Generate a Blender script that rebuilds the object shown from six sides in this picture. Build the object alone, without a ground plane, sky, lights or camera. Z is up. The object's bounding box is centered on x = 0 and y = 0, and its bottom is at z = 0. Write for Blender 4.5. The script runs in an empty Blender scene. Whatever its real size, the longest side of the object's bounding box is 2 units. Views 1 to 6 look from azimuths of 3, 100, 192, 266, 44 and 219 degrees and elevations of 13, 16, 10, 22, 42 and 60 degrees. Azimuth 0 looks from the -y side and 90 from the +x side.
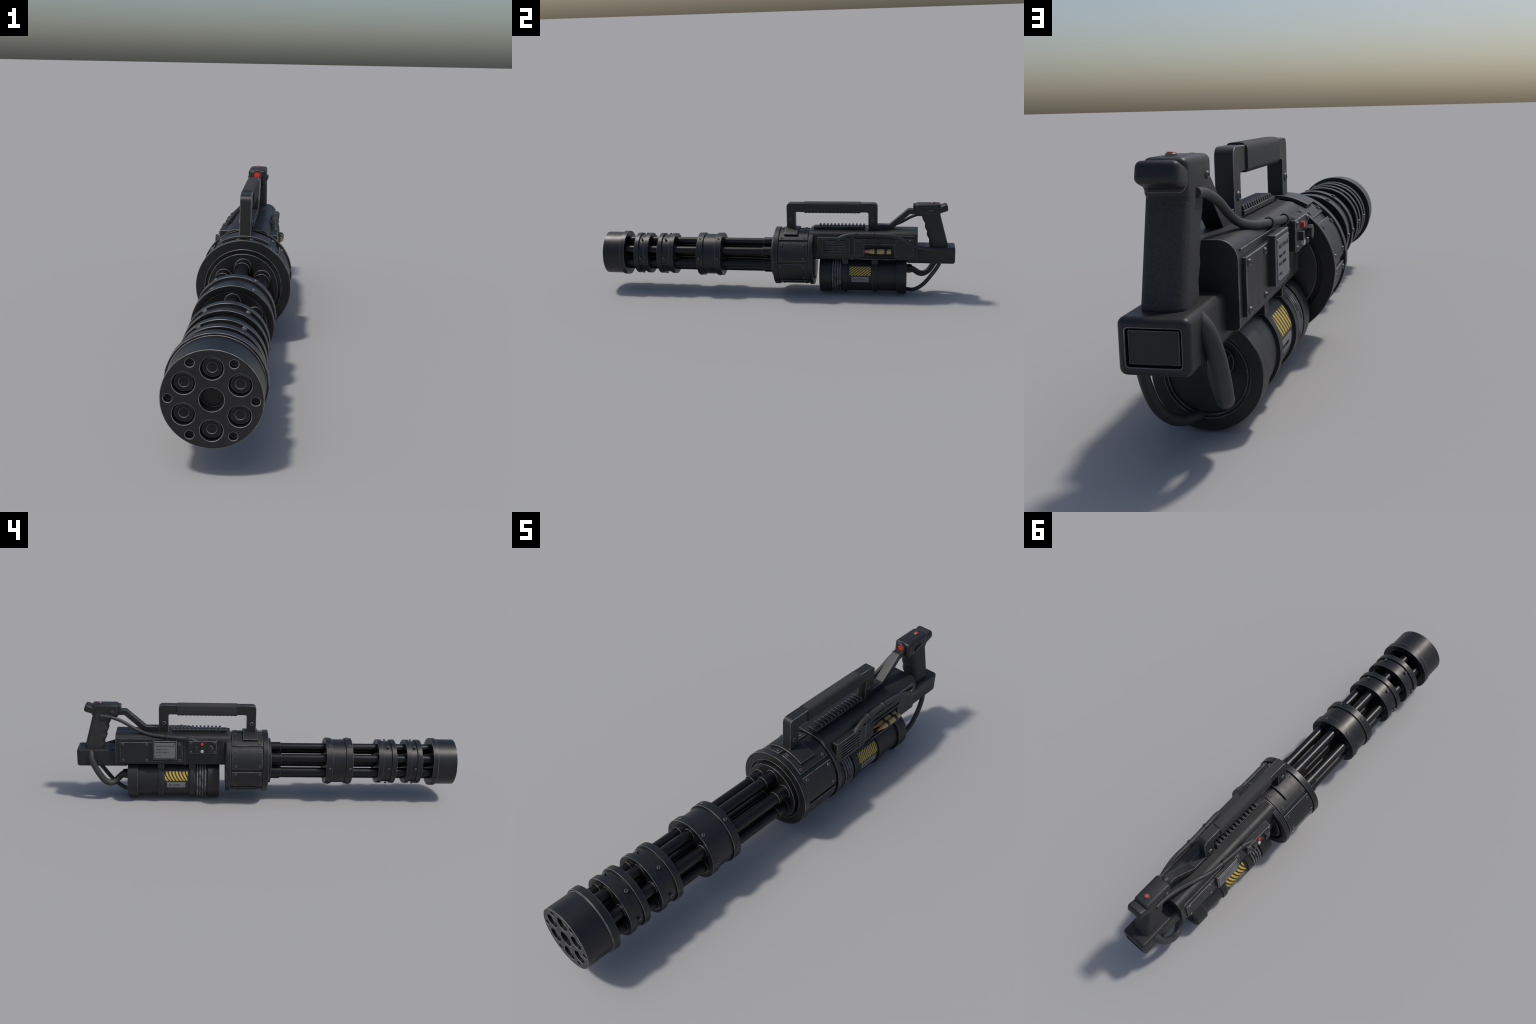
import bpy, bmesh, math, random
from mathutils import Vector, Matrix, Quaternion

random.seed(7)
PI = math.pi
AX = 0.207            # height of the barrel axis

# ------------------------------------------------------------------ materials
def node_mat(name):
    m = bpy.data.materials.new(name)
    m.use_nodes = True
    nt = m.node_tree
    b = nt.nodes["Principled BSDF"]
    tc = nt.nodes.new("ShaderNodeTexCoord")
    return m, nt, b, tc

def ramp(nt, src, stops):
    r = nt.nodes.new("ShaderNodeValToRGB")
    e = r.color_ramp.elements
    while len(e) < len(stops):
        e.new(0.5)
    for el, (p, c) in zip(e, stops):
        el.position = p
        el.color = (*c, 1) if len(c) == 3 else c
    nt.links.new(src, r.inputs[0])
    return r

def noise(nt, tc, scale, detail=4, rough=0.55, stretch=None):
    n = nt.nodes.new("ShaderNodeTexNoise")
    n.inputs["Scale"].default_value = scale
    n.inputs["Detail"].default_value = detail
    n.inputs["Roughness"].default_value = rough
    if stretch:
        mp = nt.nodes.new("ShaderNodeMapping")
        mp.inputs["Scale"].default_value = stretch
        nt.links.new(tc.outputs["Object"], mp.inputs[0])
        nt.links.new(mp.outputs[0], n.inputs["Vector"])
    else:
        nt.links.new(tc.outputs["Object"], n.inputs["Vector"])
    return n

def surface(name, dark, light, r0, r1, scale=9, metallic=0.0, spec=0.5, bump=0.0, bscale=600, stretch=None, lo=0.35, hi=0.7):
    m, nt, b, tc = node_mat(name)
    n = noise(nt, tc, scale, 6, 0.6, stretch)
    c = ramp(nt, n.outputs["Fac"], [(lo, dark), (hi, light)])
    nt.links.new(c.outputs[0], b.inputs["Base Color"])
    n2 = noise(nt, tc, scale * 2.3, 5, 0.6, stretch)
    rr = nt.nodes.new("ShaderNodeMapRange")
    rr.inputs[1].default_value, rr.inputs[2].default_value = 0.3, 0.7
    rr.inputs[3].default_value, rr.inputs[4].default_value = r0, r1
    nt.links.new(n2.outputs["Fac"], rr.inputs[0])
    nt.links.new(rr.outputs[0], b.inputs["Roughness"])
    b.inputs["Metallic"].default_value = metallic
    b.inputs["Specular IOR Level"].default_value = spec
    if bump:
        n3 = noise(nt, tc, bscale, 2, 0.5)
        bp = nt.nodes.new("ShaderNodeBump")
        bp.inputs["Strength"].default_value = bump
        bp.inputs["Distance"].default_value = 0.0016
        nt.links.new(n3.outputs["Fac"], bp.inputs["Height"])
        nt.links.new(bp.outputs[0], b.inputs["Normal"])
    return m

M_METAL = surface("black_phosphated_steel", (.0062, .0064, .0070), (.0102, .0103, .0110), .34, .43, spec=.48)
M_BODY = surface("grey_black_coated_steel", (.0108, .0111, .0120), (.0156, .0158, .0168), .44, .55, spec=.47)
M_EDGE = surface("bright_worn_edge", (.06, .06, .063), (.25, .25, .255), .34, .48, scale=26, lo=.32, hi=.62)
M_BARREL = surface("blued_barrel_steel", (.0028, .0028, .0032), (.0055, .0055, .006), .30, .38, spec=.36, scale=14, stretch=(6, .6, 6))
M_WEAR = surface("worn_edge_steel", (.030, .030, .032), (.17, .17, .175), .34, .48, scale=26, lo=.34, hi=.66)
M_RIDGE = surface("scuffed_steel", (.035, .035, .037), (.16, .16, .165), .38, .55, scale=30, lo=.38, hi=.56)
M_RUBBER = surface("stippled_rubber", (.018, .018, .0185), (.046, .046, .047), .68, .82, scale=650, bump=.8, bscale=760, lo=.4, hi=.62)
M_HOSE = surface("hose_rubber", (.027, .027, .0275), (.036, .036, .036), .5, .62, scale=12)
M_BOLT = surface("bolt_steel", (.06, .06, .064), (.15, .15, .155), .3, .45, scale=90)
M_BOLT_D = surface("bolt_socket_black", (.012, .012, .013), (.018, .018, .018), .5, .6)
M_CHROME = surface("bare_steel_rim", (.16, .16, .17), (.3, .3, .31), .25, .35, scale=60, metallic=.6)
M_RED = surface("red_plastic", (.52, .026, .021), (.60, .034, .027), .4, .5)
M_WHITE = surface("white_plastic", (.52, .52, .51), (.6, .6, .59), .4, .5)
M_BRASS = surface("cartridge_brass", (.40, .29, .10), (.52, .39, .15), .35, .5, scale=40, metallic=.35)
M_COPPER = surface("copper_jacket", (.42, .20, .10), (.52, .26, .14), .4, .5, scale=40, metallic=.35)
M_PLATE = surface("grey_label_plate", (.165, .165, .168), (.195, .195, .197), .5, .6, scale=25)
M_INK = surface("engraved_ink", (.012, .012, .012), (.018, .018, .018), .6, .7)
M_PAINT = surface("faded_white_paint", (.10, .11, .115), (.16, .17, .175), .6, .7, scale=200)

def hazard_mat(name, shift_a, shift_b):
    """diagonal yellow / black stripes, laid out on the canister's angle and length"""
    m, nt, b, tc = node_mat(name)
    L = nt.links.new
    def math_(op, a, c=None):
        n = nt.nodes.new("ShaderNodeMath"); n.operation = op
        for i, v in enumerate((a, c)):
            if v is None: continue
            if isinstance(v, (int, float)): n.inputs[i].default_value = v
            else: L(v, n.inputs[i])
        return n.outputs[0]
    sx = nt.nodes.new("ShaderNodeSeparateXYZ"); L(tc.outputs["Object"], sx.inputs[0])
    ang = math_("ARCTAN2", math_("SUBTRACT", sx.outputs[2], CAN_Z), math_("ABSOLUTE", sx.outputs[0]))
    t = math_("DIVIDE", math_("SUBTRACT", math.radians(38.6), ang), math.radians(29.6))
    sh = math_("ADD", math_("MULTIPLY", t, shift_a), math_("MULTIPLY", math_("MULTIPLY", t, t), shift_b))
    wob = noise(nt, tc, 60, 3)
    y = math_("ADD", math_("ADD", sx.outputs[1], sh), math_("MULTIPLY", wob.outputs["Fac"], .0006))
    fr = math_("FRACT", math_("DIVIDE", math_("ADD", y, .0031), .0178))
    stripe = math_("LESS_THAN", fr, .54)
    # paint chips
    chip = noise(nt, tc, 260, 4, .7)
    ok = math_("LESS_THAN", chip.outputs["Fac"], .66)
    mask = math_("MULTIPLY", stripe, ok)
    tone = ramp(nt, noise(nt, tc, 70, 5).outputs["Fac"], [(.3, (.50, .335, .035)), (.7, (.62, .43, .05))])
    mx = nt.nodes.new("ShaderNodeMix"); mx.data_type = 'RGBA'
    L(mask, mx.inputs[0]); mx.inputs[6].default_value = (.019, .019, .02, 1); L(tone.outputs[0], mx.inputs[7])
    L(mx.outputs[2], b.inputs["Base Color"])
    b.inputs["Roughness"].default_value = .55
    return m

# ------------------------------------------------------------------ helpers
ROOT = bpy.data.objects.new("rotary_machine_gun", None)
bpy.context.scene.collection.objects.link(ROOT)
ROOT["label"] = "black six-barrel handheld rotary gun with carry handle and canister"
ROOT["category"] = "rotary machine gun"

def add(name, mesh, mats, parent=None, bevel=0.0, seg=2, wear=True, angle=35, sharp=35, smooth=True, clamp=True):
    o = bpy.data.objects.new(name, mesh)
    bpy.context.scene.collection.objects.link(o)
    o.parent = parent or ROOT
    if not isinstance(mats, (list, tuple)):
        mats = [mats]
    if len(mesh.materials) == 0:
        for m in mats:
            mesh.materials.append(m)
    if smooth:
        mesh.polygons.foreach_set("use_smooth", [True] * len(mesh.polygons))
    if bevel:
        if wear and len(mesh.materials) < 2:
            mesh.materials.append(M_EDGE)
        md = o.modifiers.new("edge", 'BEVEL')
        md.width = bevel; md.segments = seg; md.limit_method = 'ANGLE'
        md.angle_limit = math.radians(angle)
        md.use_clamp_overlap = clamp
        md.miter_outer = 'MITER_ARC' if seg > 2 else 'MITER_SHARP'
        if wear:
            md.material = 1
        o.modifiers.new("normals", 'WEIGHTED_NORMAL').keep_sharp = True
    elif smooth:
        mesh.set_sharp_from_angle(angle=math.radians(sharp))
    return o

def mesh_from(bm, name="part", recalc=True):
    if recalc:
        bmesh.ops.recalc_face_normals(bm, faces=bm.faces[:])
    me = bpy.data.meshes.new(name)
    bm.to_mesh(me); bm.free()
    return me

def chamfer_profile(pts, c, closed, signarea):
    """insert a small chamfer at every convex corner; returns points and a flag per segment"""
    n = len(pts); out = []; flag = []
    for i, p in enumerate(pts):
        if not closed and i in (0, n - 1):
            out.append(p); flag.append(False); continue
        a, b = Vector(pts[i - 1]), Vector(pts[(i + 1) % n]); q = Vector(p)
        d0, d1 = (q - a), (b - q)
        l0, l1 = d0.length, d1.length
        if l0 < 1e-9 or l1 < 1e-9:
            out.append(p); flag.append(False); continue
        d0 /= l0; d1 /= l1
        cr = d0.x * d1.y - d0.y * d1.x
        if cr * signarea > .35 and c > 0:
            k = min(c, .35 * l0, .35 * l1)
            out.append(tuple(q - d0 * k)); flag.append(True)
            out.append(tuple(q + d1 * k)); flag.append(False)
        else:
            out.append(p); flag.append(False)
    return out, flag

def lathe(prof, origin=(0, 0, AX), axis='Y', seg=72, cham=0.0012, closed=False, a0=0.0, a1=2 * PI, name="lathe"):
    """spin a profile of (along, radius) pairs about an axis through origin"""
    area = sum(prof[i - 1][0] * prof[i][1] - prof[i][0] * prof[i - 1][1] for i in range(len(prof)))
    pts, flag = chamfer_profile(prof, cham, closed, 1 if area > 0 else -1)
    bm = bmesh.new()
    full = abs((a1 - a0) - 2 * PI) < 1e-6
    ns = seg if full else seg + 1
    ox, oy, oz = origin
    def place(t, r, a):
        c, s = r * math.cos(a), r * math.sin(a)
        if axis == 'Y': return (ox + c, oy + t, oz + s)
        if axis == 'X': return (ox + t, oy + c, oz + s)
        return (ox + c, oy + s, oz + t)
    rings = []
    for (t, r) in pts:
        if r < 1e-7:
            v = bm.verts.new(place(t, 0, 0)); rings.append([v] * ns)
        else:
            rings.append([bm.verts.new(place(t, r, a0 + (a1 - a0) * k / seg)) for k in range(ns)])
    m = len(rings)
    for i in range(m if closed else m - 1):
        A, B = rings[i], rings[(i + 1) % m]
        for k in range(ns if full else ns - 1):
            k2 = (k + 1) % ns
            vs = []
            for v in (A[k], A[k2], B[k2], B[k]):
                if v not in vs: vs.append(v)
            if len(vs) >= 3:
                f = bm.faces.new(vs)
                f.material_index = 1 if flag[i] else 0
    if not full and closed:
        bm.faces.new([r[0] for r in rings]); bm.faces.new([r[-1] for r in reversed(rings)])
    return mesh_from(bm, name)

def box_bm(x0, x1, y0, y1, z0, z1, bm=None):
    bm = bm or bmesh.new()
    v = [bm.verts.new((x, y, z)) for x in (x0, x1) for y in (y0, y1) for z in (z0, z1)]
    for f in ((0, 1, 3, 2), (4, 6, 7, 5), (0, 4, 5, 1), (2, 3, 7, 6), (0, 2, 6, 4), (1, 5, 7, 3)):
        bm.faces.new([v[i] for i in f])
    return bm

def box(x0, x1, y0, y1, z0, z1, name="box"):
    return mesh_from(box_bm(x0, x1, y0, y1, z0, z1), name)

def prism(poly, axis, a, b, name="prism"):
    """extrude a polygon; axis X: poly is (y, z), axis Y: poly is (x, z)"""
    bm = bmesh.new()
    def P(p, t): return (t, p[0], p[1]) if axis == 'X' else (p[0], t, p[1])
    A = [bm.verts.new(P(p, a)) for p in poly]; B = [bm.verts.new(P(p, b)) for p in poly]
    n = len(poly)
    for i in range(n):
        bm.faces.new((A[i], A[(i + 1) % n], B[(i + 1) % n], B[i]))
    bm.faces.new(A[::-1]); bm.faces.new(B)
    return mesh_from(bm, name)

def round_corners(poly, radii, n=5):
    """replace each polygon corner by an arc of the given radius"""
    out = []
    m = len(poly)
    for i, p in enumerate(poly):
        r = radii[i] if isinstance(radii, (list, tuple)) else radii
        q, a, b = Vector(p), Vector(poly[i - 1]), Vector(poly[(i + 1) % m])
        if r <= 0:
            out.append(tuple(q)); continue
        u, v = (a - q).normalized(), (b - q).normalized()
        th = u.angle(v)
        d = r / math.tan(th / 2)
        c = q + (u + v).normalized() * (r / math.sin(th / 2))
        s, e = q + u * d - c, q + v * d - c
        A0 = math.atan2(s.y, s.x); A1 = math.atan2(e.y, e.x)
        da = (A1 - A0 + PI) % (2 * PI) - PI
        for k in range(n + 1):
            t = A0 + da * k / n
            out.append((c.x + r * math.cos(t), c.y + r * math.sin(t)))
    return out

def catmull(pts, per=10):
    P = [Vector(p) for p in pts]
    P = [P[0] * 2 - P[1]] + P + [P[-1] * 2 - P[-2]]
    out = []
    for i in range(1, len(P) - 2):
        for k in range(per):
            t = k / per
            a, b, c, d = P[i - 1:i + 3]
            out.append(.5 * ((2 * b) + (c - a) * t + (2 * a - 5 * b + 4 * c - d) * t * t + (3 * b - a - 3 * c + d) * t ** 3))
    out.append(P[-2])
    return out

def frames(path):
    """rotation-minimising frames along a path"""
    T = [(path[min(i + 1, len(path) - 1)] - path[max(i - 1, 0)]).normalized() for i in range(len(path))]
    up = Vector((0, 0, 1)) if abs(T[0].z) < .9 else Vector((1, 0, 0))
    N = [(up - T[0] * up.dot(T[0])).normalized()]
    for i in range(1, len(path)):
        n = T[i - 1].rotation_difference(T[i]) @ N[-1]
        N.append((n - T[i] * n.dot(T[i])).normalized())
    return T, N

def tube(pts, r, per=10, seg=20, name="tube", mouth=None):
    path = catmull(pts, per)
    T, N = frames(path)
    bm = bmesh.new(); rings = []
    for p, t, n in zip(path, T, N):
        b = t.cross(n)
        rings.append([bm.verts.new(p + n * (r * math.cos(a)) + b * (r * math.sin(a))) for a in (2 * PI * k / seg for k in range(seg))])
    for A, B in zip(rings, rings[1:]):
        for k in range(seg):
            bm.faces.new((A[k], A[(k + 1) % seg], B[(k + 1) % seg], B[k]))
    bm.faces.new(rings[0][::-1]); bm.faces.new(rings[-1])
    return mesh_from(bm, name), path, T

def orient(o, pos, zdir):
    o.location = pos
    o.rotation_mode = 'QUATERNION'
    o.rotation_quaternion = Vector((0, 0, 1)).rotation_difference(Vector(zdir).normalized())

def boolean(mesh, cutters, name):
    """subtract cutter meshes and return the finished mesh"""
    a = bpy.data.objects.new("work", mesh); bpy.context.scene.collection.objects.link(a)
    obs = []
    for c in cutters:
        o = bpy.data.objects.new("work_cutter", c); bpy.context.scene.collection.objects.link(o); obs.append(o)
        md = a.modifiers.new("cut", 'BOOLEAN'); md.operation = 'DIFFERENCE'; md.object = o; md.solver = 'EXACT'
    dg = bpy.context.evaluated_depsgraph_get()
    me = bpy.data.meshes.new_from_object(a.evaluated_get(dg))
    me.name = name
    for o in obs + [a]:
        bpy.data.objects.remove(o, do_unlink=True)
    bm = bmesh.new(); bm.from_mesh(me)
    bmesh.ops.remove_doubles(bm, verts=bm.verts[:], dist=1e-6)
    bmesh.ops.dissolve_limit(bm, angle_limit=math.radians(.5), verts=bm.verts[:], edges=bm.edges[:])
    bm.to_mesh(me); bm.free()
    return me

def rounded_block(x0, x1, y0, y1, z0, z1, r, seg=4, name="block"):
    bm = box_bm(x0, x1, y0, y1, z0, z1)
    bmesh.ops.recalc_face_normals(bm, faces=bm.faces[:])
    bmesh.ops.bevel(bm, geom=bm.edges[:], offset=r, segments=seg, profile=.5, affect='EDGES')
    return mesh_from(bm, name)

# shared bolt: button head with a recessed hexagon socket, axis +z, seated at z = 0
def bolt_mesh(r=.0067, h=.0042, socket=.5, name="bolt"):
    bm = bmesh.new()
    prof = [(r, -.002), (r, h * .55), (r * .80, h), (r * socket * 1.15, h), (r * socket, h * .93), (r * socket * .92, h * .30)]
    rings = [[bm.verts.new((q * math.cos(2 * PI * k / 18), q * math.sin(2 * PI * k / 18), z)) for k in range(18)] for q, z in prof]
    for i, (A, B) in enumerate(zip(rings, rings[1:])):
        for k in range(18):
            f = bm.faces.new((A[k], A[(k + 1) % 18], B[(k + 1) % 18], B[k]))
            f.material_index = 1 if i >= 4 else 0
    f = bm.faces.new(rings[-1]); f.material_index = 1
    bm.faces.new(rings[0][::-1])
    me = mesh_from(bm, name)
    me.materials.append(M_BOLT); me.materials.append(M_BOLT_D)
    me.polygons.foreach_set("use_smooth", [True] * len(me.polygons))
    me.set_sharp_from_angle(angle=math.radians(50))
    return me

BOLT = bolt_mesh()
BOLT_S = bolt_mesh(.0045, .0032, .5, "bolt_small")
BOLT_L = bolt_mesh(.0102, .0045, .58, "bolt_large")

def bolt(pos, d, parent, mesh=None):
    o = bpy.data.objects.new("bolt", mesh or BOLT)
    bpy.context.scene.collection.objects.link(o)
    o.parent = parent
    spin = random.uniform(0, 2 * PI)
    orient(o, pos, d)
    o.rotation_quaternion = o.rotation_quaternion @ Quaternion((0, 0, 1), spin)
    return o

def radial(ang, y, r, z0=AX):
    a = math.radians(ang)
    return Vector((r * math.cos(a), y, z0 + r * math.sin(a))), Vector((math.cos(a), 0, math.sin(a)))

def text_mesh(body, size, name, extrude=.0004):
    cu = bpy.data.curves.new(name, 'FONT')
    cu.body = body; cu.size = size; cu.extrude = extrude
    cu.space_character = 1.05
    o = bpy.data.objects.new("work_text", cu); bpy.context.scene.collection.objects.link(o)
    dg = bpy.context.evaluated_depsgraph_get()
    me = bpy.data.meshes.new_from_object(o.evaluated_get(dg))
    bpy.data.objects.remove(o, do_unlink=True)
    me.name = name
    me.materials.clear()
    return me

# ------------------------------------------------------------------ barrels
ORBIT, RB = .0752, .0223
barrel_angles = [90 + 60 * k for k in range(6)]

BAR = lathe([(-.9895, 0), (-.9895, .0113), (-.9913, .0120), (-.9913, .0219), (-.9900, .0232), (-.93, .0232), (-.93, RB), (-.066, RB), (-.066, .0272), (.012, .0272)],
            (0, 0, 0), seg=40, cham=.0014, name="barrel")
BAR.polygons.foreach_set("material_index", [1 if (-.992 < p.center.y < -.9895 and abs(p.normal.y) < .999) else p.material_index for p in BAR.polygons])
for m in (M_BARREL, M_WEAR):
    BAR.materials.append(m)
for a in barrel_angles:
    o = add("barrel", BAR, M_BARREL)
    o.location = (ORBIT * math.cos(math.radians(a)), 0, AX + ORBIT * math.sin(math.radians(a)))
add("drive_shaft", lathe([(-.978, 0), (-.978, .0218), (-.055, .0218), (-.055, .0235), (.01, .0235)], seg=36, cham=.0014), [M_BARREL, M_WEAR])

# muzzle head: cup with seats for the barrels, bolt holes and a central hole
head = lathe([(-1.0, 0), (-1.0, .1205), (-.8985, .1205), (-.8985, .1272), (-.871, .1272), (-.871, .1035), (-.874, .101), (-.874, 0)], seg=112, cham=0, name="muzzle_head")
cut = []
for k in range(6):
    a = math.radians(90 + 60 * k)
    cut.append(lathe([(-1.02, 0), (-1.02, .0270), (-.980, .0270), (-.972, 0)], (ORBIT * math.cos(a), 0, AX + ORBIT * math.sin(a)), seg=36, cham=0))
    a = math.radians(60 * k)
    cut.append(lathe([(-1.02, 0), (-1.02, .0104), (-.982, .0104), (-.982, 0)], (.1012 * math.cos(a), 0, AX + .1012 * math.sin(a)), seg=24, cham=0))
cut.append(lathe([(-1.02, 0), (-1.02, .0290), (-.970, .0290), (-.970, 0)], seg=40, cham=0))
head = boolean(head, cut, "muzzle_head")
add("muzzle_head", head, M_METAL, bevel=.0013, seg=2, angle=40, clamp=False)

# thin polished rims where the barrels pass through a face
def seat_rims(y, s, r, parent):
    bm = bmesh.new()
    for a in barrel_angles:
        cx, cz = ORBIT * math.cos(math.radians(a)), AX + ORBIT * math.sin(math.radians(a))
        rings = [[bm.verts.new((cx + q * math.cos(2 * PI * k / 36), y + s * h, cz + q * math.sin(2 * PI * k / 36))) for k in range(36)]
                 for q, h in ((r - .0006, .0012), (r + .0006, .0012), (r + .0016, .0004), (r + .0016, -.001))]
        for A, B in zip(rings, rings[1:]):
            for k in range(36):
                bm.faces.new((A[k], A[(k + 1) % 36], B[(k + 1) % 36], B[k]))
    o = add("seat_rim", mesh_from(bm, "seat_rim"), M_WEAR, parent, sharp=60)
    o["kind"] = "stuff"

# clamp rings
def clamp_ring(ys, rf, rg, bolts_y, rb, float_pins=False):
    y0, y1, y2, y3 = ys
    me = lathe([(y0 + .0028, 0), (y0 + .0028, .100), (y0, .102), (y0, rf), (y1, rf), (y1, rg), (y2, rg), (y2, rf), (y3, rf), (y3, .102), (y3 - .0028, .100), (y3 - .0028, 0)], seg=96, cham=.0013, name="clamp_ring")
    ring = add("clamp_ring", me, [M_METAL, M_WEAR])
    seat_rims(y0 + .0028, -1, RB, ring); seat_rims(y3 - .0028, 1, RB, ring)
    for by in bolts_y:
        for k in range(6):
            p, d = radial(60 * k, by, rb)
            bolt(p, d, ring)
            if float_pins:
                q, d = radial(60 * k, by, rg - .002)
                pin = add("added_bolt_stem", lathe([(0, .0026), (rb - rg + .003, .0026)], (0, 0, 0), 'Z', seg=10, cham=0), M_BOLT_D, ring)  # thin stem added to hold the bolt head, which stands clear of the groove
                orient(pin, q, d)
    return ring

clamp_ring((-.8158, -.791, -.7565, -.7315), .1172, .1095, (-.777,), .1165, True)
clamp_ring((-.678, -.654, -.6077, -.582), .1172, .1095, (-.635,), .1165, True)
clamp_ring((-.4438, -.410, -.3367, -.303), .1228, .1155, (-.428, -.3205), .1225)

# ------------------------------------------------------------------ drum housing
drum = add("drum_housing", lathe([(-.0115, 0), (-.0115, .1195), (.0115, .1195), (.0115, .1285), (.0022, .1293), (.0022, .1322), (.0045, .1330), (.0045, .163), (.0315, .163),
                                  (.0315, .1515), (.2035, .1515), (.2035, .163), (.2242, .163), (.2242, .132), (.2120, .132), (.2120, .1195), (.2262, .1195), (.2275, .1155), (.2275, 0)],
                                 seg=112, cham=.0013), [M_METAL, M_WEAR])
seat_rims(-.0115, -1, .0272, drum)
def arc_panel(a0, a1, y0, y1, r0, r1, seg=14, name="panel"):
    bm = bmesh.new()
    rows = []
    for k in range(seg + 1):
        a = math.radians(a0 + (a1 - a0) * k / seg)
        rows.append([bm.verts.new((r * math.cos(a), y, AX + r * math.sin(a))) for (y, r) in ((y0, r0), (y1, r0), (y1, r1), (y0, r1))])
    for A, B in zip(rows, rows[1:]):
        for i in range(4):
            bm.faces.new((A[i], A[(i + 1) % 4], B[(i + 1) % 4], B[i]))
    bm.faces.new(rows[0]); bm.faces.new(rows[-1][::-1])
    return mesh_from(bm, name)
for k in range(8):
    c = 22.5 + 45 * k
    add("drum_panel", arc_panel(c - 19.2, c + 19.2, .0362, .1945, .150, .1575, name="drum_panel"), M_BODY, drum, bevel=.0015)
    for da in (-14, 14):
        for y in (.050, .1755):
            p, d = radial(c + da, y, .1571)
            bolt(p, d, drum)
saddle = add("handle_saddle", arc_panel(90 - 30.2, 90 + 30.2, .060, .1365, .1602, .1682, 20, "handle_saddle"), M_BODY, bevel=.0012)

# ------------------------------------------------------------------ receiver
def shell_profile(hw, top, bot, rt, rb):
    return round_corners([(-hw, bot), (hw, bot), (hw, top), (-hw, top)], [rb, rb, rt, rt], 8)
WIN = (.507, .669, .234, .3025)     # window: y0 y1 z0 z1
rear_shell = prism(shell_profile(.083, .3685, .208, .036, .009), 'Y', .2046, .797, "receiver")
rear_shell = boolean(rear_shell, [box(.071, .12, WIN[0], WIN[1], WIN[2], WIN[3]), box(-.2, .2, .15, .2380, .15, .3360)], "receiver")
receiver = add("receiver", rear_shell, M_BODY, bevel=.0014, angle=50, clamp=False)
def receiver_front():
    """front end of the shell, drawn in over a rounded shoulder"""
    bm = bmesh.new(); rings = []
    for y, d in ((.2420, .0007), (.2355, .0008), (.228, .0014), (.2205, .0028), (.2160, .0052), (.2130, .0085)):
        poly = shell_profile(.0830 - d, .3685 - d * .25, .208, .036, .009)
        rings.append([bm.verts.new((p[0], y, p[1])) for p in poly])
    m = len(rings[0])
    for A, B in zip(rings, rings[1:]):
        for k in range(m):
            bm.faces.new((A[k], A[(k + 1) % m], B[(k + 1) % m], B[k]))
    bm.faces.new(rings[0]); bm.faces.new(rings[-1][::-1])
    return mesh_from(bm, "receiver_front")
add("receiver_front", receiver_front(), M_BODY, receiver, sharp=60)
for s in (-1, 1):
    x0, x1 = sorted((s * .078, s * .0848))
    add("seam_rib", box(x0, x1, .4335, .4405, .2095, .340), M_BODY, receiver, bevel=.0009)
    add("shoulder_ridge", box(x0, min(x1, .0836) if s > 0 else x1, .447, .778, .3462, .3500) if s > 0 else box(-.0836, -.078, .447, .778, .3462, .3500), M_BODY, receiver, bevel=.001)

# right side plate with the feed window
pl = prism([(.4535, .2278), (.774, .2278), (.774, .3315), (.4535, .3315)], 'X', .0815, .0912, "side_plate")
pl = boolean(pl, [box(.06, .12, WIN[0] - .0005, WIN[1] + .0005, WIN[2] - .0005, WIN[3] + .0005)], "side_plate")
plate_r = add("side_plate", pl, M_BODY, receiver, bevel=.0013, clamp=False)
for y in (.467, .4825, .6845, .757):
    for z in (.3235, .2385):
        bolt((.0910, y, z), (1, 0, 0), plate_r)
add("window_lip", box(.082, .0968, .4945, .678, .2995, .3065), M_BODY, receiver, bevel=.0013)
add("window_lip", box(.082, .0968, .4945, .6765, .2150, .2220), M_BODY, receiver, bevel=.0013)
# left side plate
plate_l = add("side_plate", box(-.0910, -.0815, .4525, .7735, .2268, .3338), M_BODY, receiver, bevel=.0014)
for y in (.758, .6365, .467):
    for z in (.3225, .2372):
        bolt((-.0908, y, z), (-1, 0, 0), plate_l)

# louvred box on the right
vb = box(.078, .1068, .2505, .4305, .2355, .3405, "vent_box")
slots = []
for i in range(6):
    z = .2528 + i * .01460
    slots.append(prism(round_corners([(.2805, z - .0034), (.4005, z - .0034), (.4005, z + .0034), (.2805, z + .0034)], .0031, 4), 'X', .096, .12))
vb = boolean(vb, slots, "vent_box")
add("vent_box", vb, M_BODY, receiver, bevel=.0012, angle=50, clamp=False)

# cartridges lying in the feed window
def cartridge_mesh():
    bm_case = lathe([(.654, 0), (.654, .0108), (.6525, .0117), (.561, .0115), (.541, .0088), (.541, 0)], (0, 0, 0), seg=28, cham=.0004)
    return bm_case
CASE = cartridge_mesh(); CASE.materials.append(M_BRASS); CASE.materials.append(M_BRASS)
TIP = lathe([(.545, .0082), (.541, .0082), (.530, .0070), (.517, .0043), (.510, .0020), (.5075, 0)], (0, 0, 0), seg=24, cham=0); TIP.materials.append(M_COPPER)
LINK = lathe([(.5645, .0112), (.5645, .0128), (.5785, .0128), (.5785, .0112)], (0, 0, 0), seg=28, cham=.0004); LINK.materials.append(M_BOLT_D); LINK.materials.append(M_WEAR)
for dx, dz in ((0, 0), (-.0236, .0005)):
    p = (.1105 + dx, 0, .2640 + dz)
    c = add("cartridge", CASE, M_BRASS); c.location = p
    t = add("bullet", TIP, M_COPPER, c)
    for dy in (0, .0530):
        l = add("belt_link", LINK, M_BOLT_D, c); l.location = (0, dy, 0)

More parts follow.
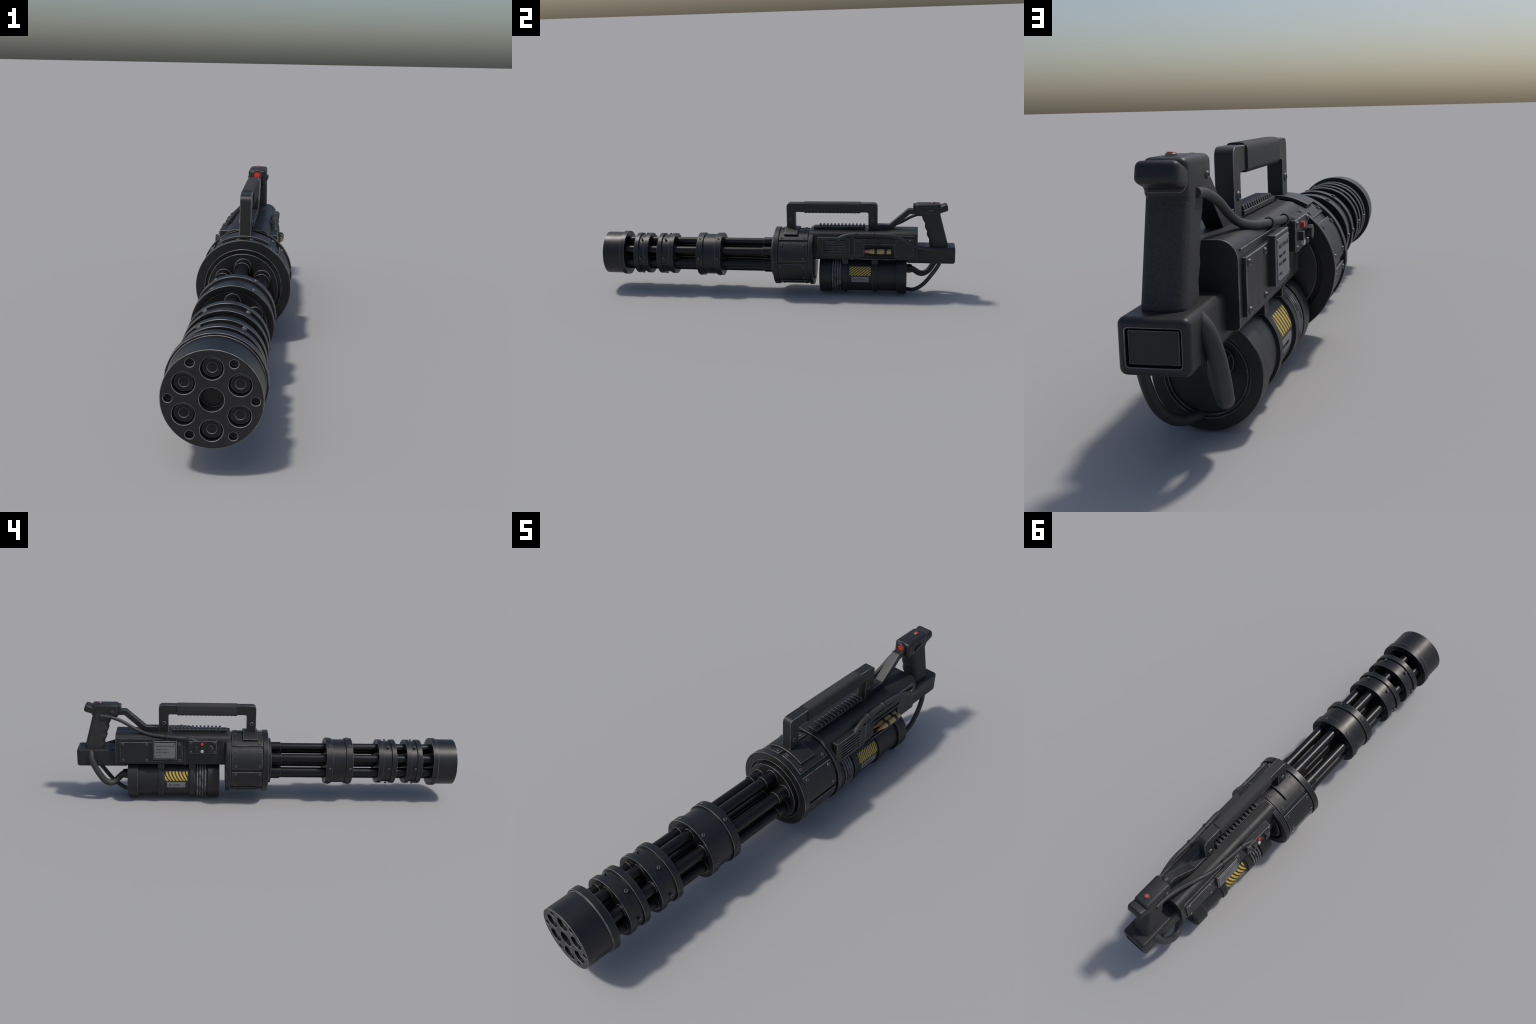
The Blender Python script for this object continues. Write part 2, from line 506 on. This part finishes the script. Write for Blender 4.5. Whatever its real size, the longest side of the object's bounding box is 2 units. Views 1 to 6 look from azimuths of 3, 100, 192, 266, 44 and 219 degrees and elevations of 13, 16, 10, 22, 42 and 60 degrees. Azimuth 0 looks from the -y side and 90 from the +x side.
# accessory rail
rail = add("accessory_rail", prism([(-.0150, .366), (.0150, .366), (.0150, .3705), (.0212, .3735), (.0212, .3824), (-.0212, .3824), (-.0212, .3735), (-.0150, .3705)], 'Y', .2215, .5085, "accessory_rail"), M_BODY, bevel=.0008)
tooth = prism([(-.0212, .3820), (.0212, .3820), (.0178, .3930), (-.0178, .3930)], 'Y', -.0051, .0051, "rail_tooth")
for k in range(13):
    o = add("rail_tooth", tooth, M_BODY, rail, bevel=.0009); o.location = (0, .2575 + .02025 * k, 0)

# ------------------------------------------------------------------ carry handle
HW = .0198
bar = round_corners([(.0690, .372), (.0690, .5145), (.5755, .5145), (.5755, .366), (.5255, .366), (.5255, .4635), (.1180, .4635), (.1180, .372)],
                    [0, .021, .021, 0, 0, .010, .010, 0], 6)
handle = add("carry_handle", prism(bar, 'X', -HW, HW, "carry_handle"), M_BODY, bevel=.0016, seg=2, angle=40)
for y in (.0925, .5490):
    for s in (-1, 1):
        bolt((s * (HW - .0005), y, .4165), (s, 0, 0), handle, BOLT_L)

def sleeve():
    y0, y1, n = .1685, .4805, 200
    bm = bmesh.new(); rings = []
    for i in range(n + 1):
        y = y0 + (y1 - y0) * i / n
        wob = abs(math.sin(PI * (y - y0) / .0195))
        zb = .4602 - .0027 * wob ** .6
        rr = .0125
        poly = round_corners([(-.0243, zb), (.0243, zb), (.0243, .5192), (-.0243, .5192)], [.009, .009, .0150, .0150], 6)
        rings.append([bm.verts.new((p[0], y, p[1])) for p in poly])
    m = len(rings[0])
    for A, B in zip(rings, rings[1:]):
        for k in range(m):
            bm.faces.new((A[k], A[(k + 1) % m], B[(k + 1) % m], B[k]))
    bm.faces.new(rings[0]); bm.faces.new(rings[-1][::-1])
    return mesh_from(bm, "grip_sleeve")
add("grip_sleeve", sleeve(), M_RUBBER, handle, sharp=50)

# cranked arm from the handle's rear post to the trigger head
arm = round_corners([(.570, .3670), (.653, .3670), (.7525, .4565), (.790, .4565), (.790, .4842), (.7420, .4842), (.6400, .3950), (.570, .3950)],
                    [0, .012, .010, 0, 0, .012, .012, 0], 4)
add("support_arm", prism(arm, 'X', -.0182, .0182, "support_arm"), M_BODY, bevel=.0012, angle=40)

# ------------------------------------------------------------------ trigger head
th = add("trigger_head", rounded_block(-.0372, .0372, .7815, .9165, .4480, .5152, .0125, 5, "trigger_head"), M_BODY, sharp=60)
# thumb paddle, tilted up to the rear
pad = rounded_block(-.0365, .0365, -.030, .0300, -.0188, .0188, .0110, 5, "thumb_paddle")
pad.transform(Matrix.Translation((0, .9258, .4880)) @ Matrix.Rotation(math.radians(18), 4, 'X'))
add("thumb_paddle", pad, M_BODY, th, sharp=60)
frame = prism(round_corners([(-.0358, .4600), (.0358, .4600), (.0358, .5050), (-.0358, .5050)], .013, 5), 'Y', .9140, .9178, "paddle_frame")
add("paddle_frame", frame, M_BODY, th, bevel=.0009)
# front button
add("button_bezel", lathe([(.785, .0200), (.7690, .0200), (.7690, .0148), (.7730, .0140), (.785, .0140)], (0, 0, .4950), seg=40, cham=.0011), [M_BODY, M_WEAR], th)
add("red_button", lathe([(.785, .0136), (.7725, .0136), (.7712, .0124), (.7712, 0)], (0, 0, .4950), seg=36, cham=0), M_RED, th)
# top button
add("button_bezel", lathe([(.5085, .0098), (.5204, .0098), (.5204, .0072), (.5085, .0072)], (0, .8775, 0), 'Z', seg=32, cham=.0008), [M_CHROME, M_CHROME], th)
add("red_button", lathe([(.5085, .0070), (.5216, .0070), (.5222, .0062), (.5222, 0)], (0, .8775, 0), 'Z', seg=28, cham=0), M_RED, th)
# selector lever on the right, a dark raised ring standing in for the hole, and the screw on the left
lev = prism(round_corners([(-.0075, -.0075), (-.0075, .0075), (.040, .0070), (.040, -.0070)], [.0073, .0073, .002, .002], 5), 'X', .0362, .0430, "selector_lever")
lev.transform(Matrix.Translation((0, .8680, .4790)) @ Matrix.Rotation(math.radians(180 + 10), 4, 'X'))
lever = add("selector_lever", lev, M_BODY, th, bevel=.0009)
add("lever_pivot", lathe([(.036, .0078), (.0452, .0078), (.0452, .0048), (.0440, .0045), (.0440, 0)], (0, .8665, .4785), 'X', seg=28, cham=.0009), [M_BODY, M_WEAR], th)
add("hole_stand_in", lathe([(.036, .0038), (.0378, .0038), (.0378, .0024), (.0366, .0024), (.0366, 0)], (0, .8110, .4810), 'X', seg=18, cham=.0005), [M_BOLT_D, M_WEAR], th)
bolt((-.0368, .8110, .4800), (-1, 0, 0), th)

# ------------------------------------------------------------------ pistol grip
front = [(.470, .812), (.442, .817), (.425, .823), (.402, .8360), (.386, .8332), (.372, .8390), (.358, .8475), (.342, .8442), (.328, .8510), (.313, .8598), (.297, .8570), (.285, .8600), (.276, .866)]
rear = [(.470, .911), (.446, .9170), (.283, .9600), (.276, .9575)]
def lerp(tab, z):
    for (z0, y0), (z1, y1) in zip(tab, tab[1:]):
        if z <= z0 and z >= z1:
            t = (z0 - z) / (z0 - z1)
            return y0 + (y1 - y0) * t
    return tab[-1][1]
def smooth_front(z):
    w = [lerp(front, min(.470, max(.276, z + d))) for d in (-.004, -.002, 0, .002, .004)]
    return sum(w) / 5
def pistol_grip():
    bm = bmesh.new(); rings = []
    n = 90
    for i in range(n + 1):
        z = .470 - (.470 - .276) * i / n
        yf, yr = smooth_front(z), lerp(rear, z)
        hw, hf = .0385, .0370
        poly = round_corners([(-hf, yf), (hf, yf), (hw, yr), (-hw, yr)], [.025, .025, .021, .021], 7)
        rings.append([bm.verts.new((p[0], p[1], z)) for p in poly])
    m = len(rings[0])
    for A, B in zip(rings, rings[1:]):
        for k in range(m):
            bm.faces.new((A[k], A[(k + 1) % m], B[(k + 1) % m], B[k]))
    bm.faces.new(rings[0]); bm.faces.new(rings[-1][::-1])
    return mesh_from(bm, "pistol_grip")
add("pistol_grip", pistol_grip(), M_RUBBER, sharp=60)

# ------------------------------------------------------------------ stock block
st = rounded_block(-.0592, .0592, .737, 1.0, .1868, .2798, .0125, 5, "stock_block")
rim = round_corners([(-.0450, .2022), (.0450, .2022), (.0450, .2635), (-.0450, .2635)], .005, 4)
st = boolean(st, [prism(rim, 'Y', .985, 1.02)], "stock_block")
stock = add("stock_block", st, M_BODY, bevel=.0016, angle=62, clamp=False)
add("end_panel", prism([(-.0412, .2062), (.0412, .2062), (.0412, .2597), (-.0412, .2597)], 'Y', .980, .9962, "end_panel"), M_BODY, stock, bevel=.001)

# ------------------------------------------------------------------ canister
CAN_R = .1075
CAN_Z = CAN_R
prof = [(.2575, 0), (.2575, .1055), (.3185, .1055), (.3185, .0970)]
prof += [(.685, .0970), (.685, CAN_R), (.7375, CAN_R), (.7375, .0825), (.7335, .0815), (.7335, .0785), (.7362, .0778), (.7362, .0755), (.7305, .0735), (.7305, 0)]
can = add("canister", lathe(prof, (0, 0, CAN_Z), seg=96, cham=.0012), [M_BODY, M_WEAR])
for yc in (.3325, .3465, .3600, .3735):
    add("cooling_ridge", lathe([(yc - .0044, .0955), (yc - .0036, .1030), (yc, .1045), (yc + .0036, .1030), (yc + .0044, .0955)], (0, 0, CAN_Z), seg=96, cham=0), M_RIDGE, can)
for y0, y1 in ((.3885, .4115), (.5520, .5755)):
    add("strap", lathe([(y0, .096), (y0, .1045), (y1, .1045), (y1, .096)], (0, 0, CAN_Z), seg=96, cham=.0011), [M_BODY, M_WEAR], can)
    for s in (-1, 1):
        x0, x1 = sorted((s * .040, s * .0755))
        add("strap_clip", box(x0, x1, y0 - .004, y1 + .0045, .1840, .2120), M_BODY, can, bevel=.0012)

M_HAZ_R = hazard_mat("hazard_stripes_steep", .0630, 0.0)
M_HAZ_L = hazard_mat("hazard_stripes_bowed", .0045, .0195)
def decal(a0, a1, y0, y1, r, mat, name, side, parent):
    bm = bmesh.new(); n = 12; rows = []
    for k in range(n + 1):
        a = math.radians(a0 + (a1 - a0) * k / n)
        rows.append([bm.verts.new((side * q * math.cos(a), y, CAN_Z + q * math.sin(a))) for (y, q) in ((y0, r - .0008), (y1, r - .0008), (y1, r), (y0, r))])
    for A, B in zip(rows, rows[1:]):
        for i in range(4):
            bm.faces.new((A[i], A[(i + 1) % 4], B[(i + 1) % 4], B[i]))
    bm.faces.new(rows[0]); bm.faces.new(rows[-1][::-1])
    return add(name, mesh_from(bm, name), mat, parent)
for s, mh in ((1, M_HAZ_R), (-1, M_HAZ_L)):
    decal(9.0, 38.6, .4255, .5445, .0977, mh, "hazard_sticker", s, can)
    lab = decal(-13.4, 5.0, .4365, .5325, .0978, M_PLATE, "battery_label", s, can)
    tm = text_mesh("24V  Li-ION", .0105, "label_lettering", .0006)
    a = math.radians(-4.2)
    p = Vector((s * .0979 * math.cos(a), .4480 if s > 0 else .5215, CAN_Z + .0979 * math.sin(a) - .003))
    xd = Vector((0, s, 0)); zd = Vector((s * math.cos(a), 0, math.sin(a))); yd = zd.cross(xd)
    R = Matrix((xd, yd, zd)).transposed().to_4x4()
    tm.transform(Matrix.Translation(p) @ R)
    add("label_lettering", tm, M_INK, can, smooth=False)

# fittings and hoses at the rear
fit = add("hose_fitting", lathe([(.736, .0285), (.7392, .0285), (.7392, .021), (.758, .021), (.758, .0228), (.7675, .0228), (.7675, .012)], (-.024, 0, .134), seg=36, cham=.001), [M_BODY, M_WEAR])
hexn = prism([(-.024 + .0268 * math.cos(PI / 6 + k * PI / 3), .134 + .0268 * math.sin(PI / 6 + k * PI / 3)) for k in range(6)], 'Y', .7402, .7600, "hex_nut")
add("hex_nut", hexn, M_BODY, fit, bevel=.001)
me, _, _ = tube([(-.024, .755, .134), (-.026, .768, .132), (-.036, .787, .117), (-.049, .806, .1015), (-.0605, .828, .0960), (-.0675, .857, .111), (-.0715, .882, .146), (-.0715, .906, .190), (-.0675, .920, .222), (-.059, .925, .246), (-.045, .925, .264)], .0164, name="thick_hose")
add("thick_hose", me, M_HOSE)
me, _, _ = tube([(.016, .725, .0275), (.024, .745, .0275), (.041, .772, .0310), (.0520, .798, .0440), (.0590, .8285, .0685), (.0625, .851, .0945), (.0625, .873, .1245), (.0600, .893, .1520), (.0555, .910, .1785), (.050, .919, .2000)], .0108, name="thin_hose")
add("thin_hose", me, M_HOSE)

def clip_at(path, T, y, r, name, parent):
    i = min(range(len(path)), key=lambda k: abs(path[k].y - y))
    o = add(name, lathe([(-.0068, r - .002), (-.0068, r + .0032), (.0068, r + .0032), (.0068, r - .002)], (0, 0, 0), 'Z', seg=32, cham=.0011, closed=True), [M_BODY, M_WEAR], parent)
    orient(o, path[i], T[i])
    s = 1 if path[i].x > 0 else -1
    c = path[i]
    foot = box(min(0, -s * .020), max(0, -s * .020), -.0068, .0068, -.0105, .0035)
    foot.transform(Matrix.Translation((c.x + s * .004, c.y, c.z - .004)))
    add("clip_foot", foot, M_BODY, parent, bevel=.001)

# left cable: pistol grip to control box
me, P, T = tube([(-.0370, .873, .4560), (-.0365, .838, .4530), (-.0378, .805, .4460), (-.0410, .763, .4305), (-.0440, .7255, .4095), (-.0485, .692, .3905), (-.0552, .658, .3775), (-.0665, .616, .3685), (-.0745, .573, .3648), (-.0788, .535, .3618), (-.0830, .481, .3585), (-.0870, .424, .3545), (-.0935, .398, .3505), (-.0970, .376, .3440)], .0088, name="signal_cable")
cable = add("signal_cable", me, M_HOSE)
for y in (.535, .4235):
    clip_at(P, T, y, .0090, "cable_clip", cable)
# right hose: louvred box to stock
me, P, T = tube([(.1000, .364, .3200), (.0995, .373, .3355), (.0975, .397, .3465), (.0930, .428, .3535), (.0912, .466, .3555), (.0895, .508, .3560), (.0888, .555, .3560), (.0900, .606, .3555), (.0915, .641, .3532), (.0910, .677, .3455), (.0892, .712, .3305), (.0862, .743, .3140), (.0805, .7786, .2935), (.0712, .812, .2795), (.0570, .858, .2685), (.0460, .880, .2640)], .0115, name="conduit_hose")
conduit = add("conduit_hose", me, M_HOSE)
for y in (.4635, .558):
    clip_at(P, T, y, .0115, "hose_clip", conduit)

# ------------------------------------------------------------------ control box
cb = add("control_box", box(-.1085, -.078, .2735, .4185, .2815, .3500, "control_box"), M_BODY, bevel=.0016, seg=3)
for y in (.2855, .4070):
    for z in (.3405, .2885):
        bolt((-.1083, y, z), (-1, 0, 0), cb, BOLT)
add("red_button", lathe([(-.106, .0074), (-.1145, .0074), (-.1153, .0066), (-.1153, 0)], (0, .3500, .3335), 'X', seg=28, cham=0), M_RED, cb)
add("white_button", lathe([(-.106, .0076), (-.1145, .0076), (-.1153, .0068), (-.1153, 0)], (0, .3500, .2945), 'X', seg=28, cham=0), M_WHITE, cb)
add("toggle_switch", box(-.1195, -.106, .3735, .3855, .3020, .3225), M_BODY, cb, bevel=.001)
add("rotary_knob", lathe([(-.106, .0175), (-.1110, .0175), (-.1110, .0135), (-.1165, .0135), (-.1165, .0160), (-.1265, .0155), (-.1265, .0120), (-.1262, 0)], (0, .3085, .3120), 'X', seg=10, cham=.0010), [M_BODY, M_WEAR], cb)

# name plate in its frame
npf = add("name_plate_frame", box(-.1060, -.089, .4810, .6030, .2445, .3465, "name_plate_frame"), M_BODY, bevel=.0022, seg=2)
npl = add("name_plate", box(-.1074, -.104, .4875, .5960, .2525, .3370, "name_plate"), M_PLATE, npf, bevel=.0007)
def plate_text(body, size, y, z, stretch=1.0):
    tm = text_mesh(body, size, "lettering", .0004)
    R = Matrix((Vector((0, -1, 0)), Vector((0, 0, 1)), Vector((-1, 0, 0)))).transposed().to_4x4()
    tm.transform(Matrix.Translation((-.1074, y, z)) @ R @ Matrix.Diagonal((stretch, 1, 1, 1)))
    add("lettering", tm, M_INK, npf, smooth=False)
plate_text("NACHTWACHE", .0122, .5855, .3165, 1.02)
plate_text("Minigun  7.62x51", .0095, .5855, .2990, .92)
plate_text("BM 8x17  00000141", .0092, .5855, .2830, .86)
plate_text("24 V DC", .0090, .5855, .2635, .8)
for y in (.5920, .4915):
    for z in (.3315, .2570):
        bolt((-.1073, y, z), (-1, 0, 0), npl, BOLT_S).scale = (.55, .55, .55)
# painted word beside the feed window
tm = text_mesh("AMMO >", .0085, "painted_lettering", .0004)
R = Matrix((Vector((0, 1, 0)), Vector((0, 0, 1)), Vector((1, 0, 0)))).transposed().to_4x4()
tm.transform(Matrix.Translation((.0913, .4855, .3110)) @ R @ Matrix.Diagonal((.72, 1, 1, 1)))
add("painted_lettering", tm, M_PAINT, plate_r, smooth=False)
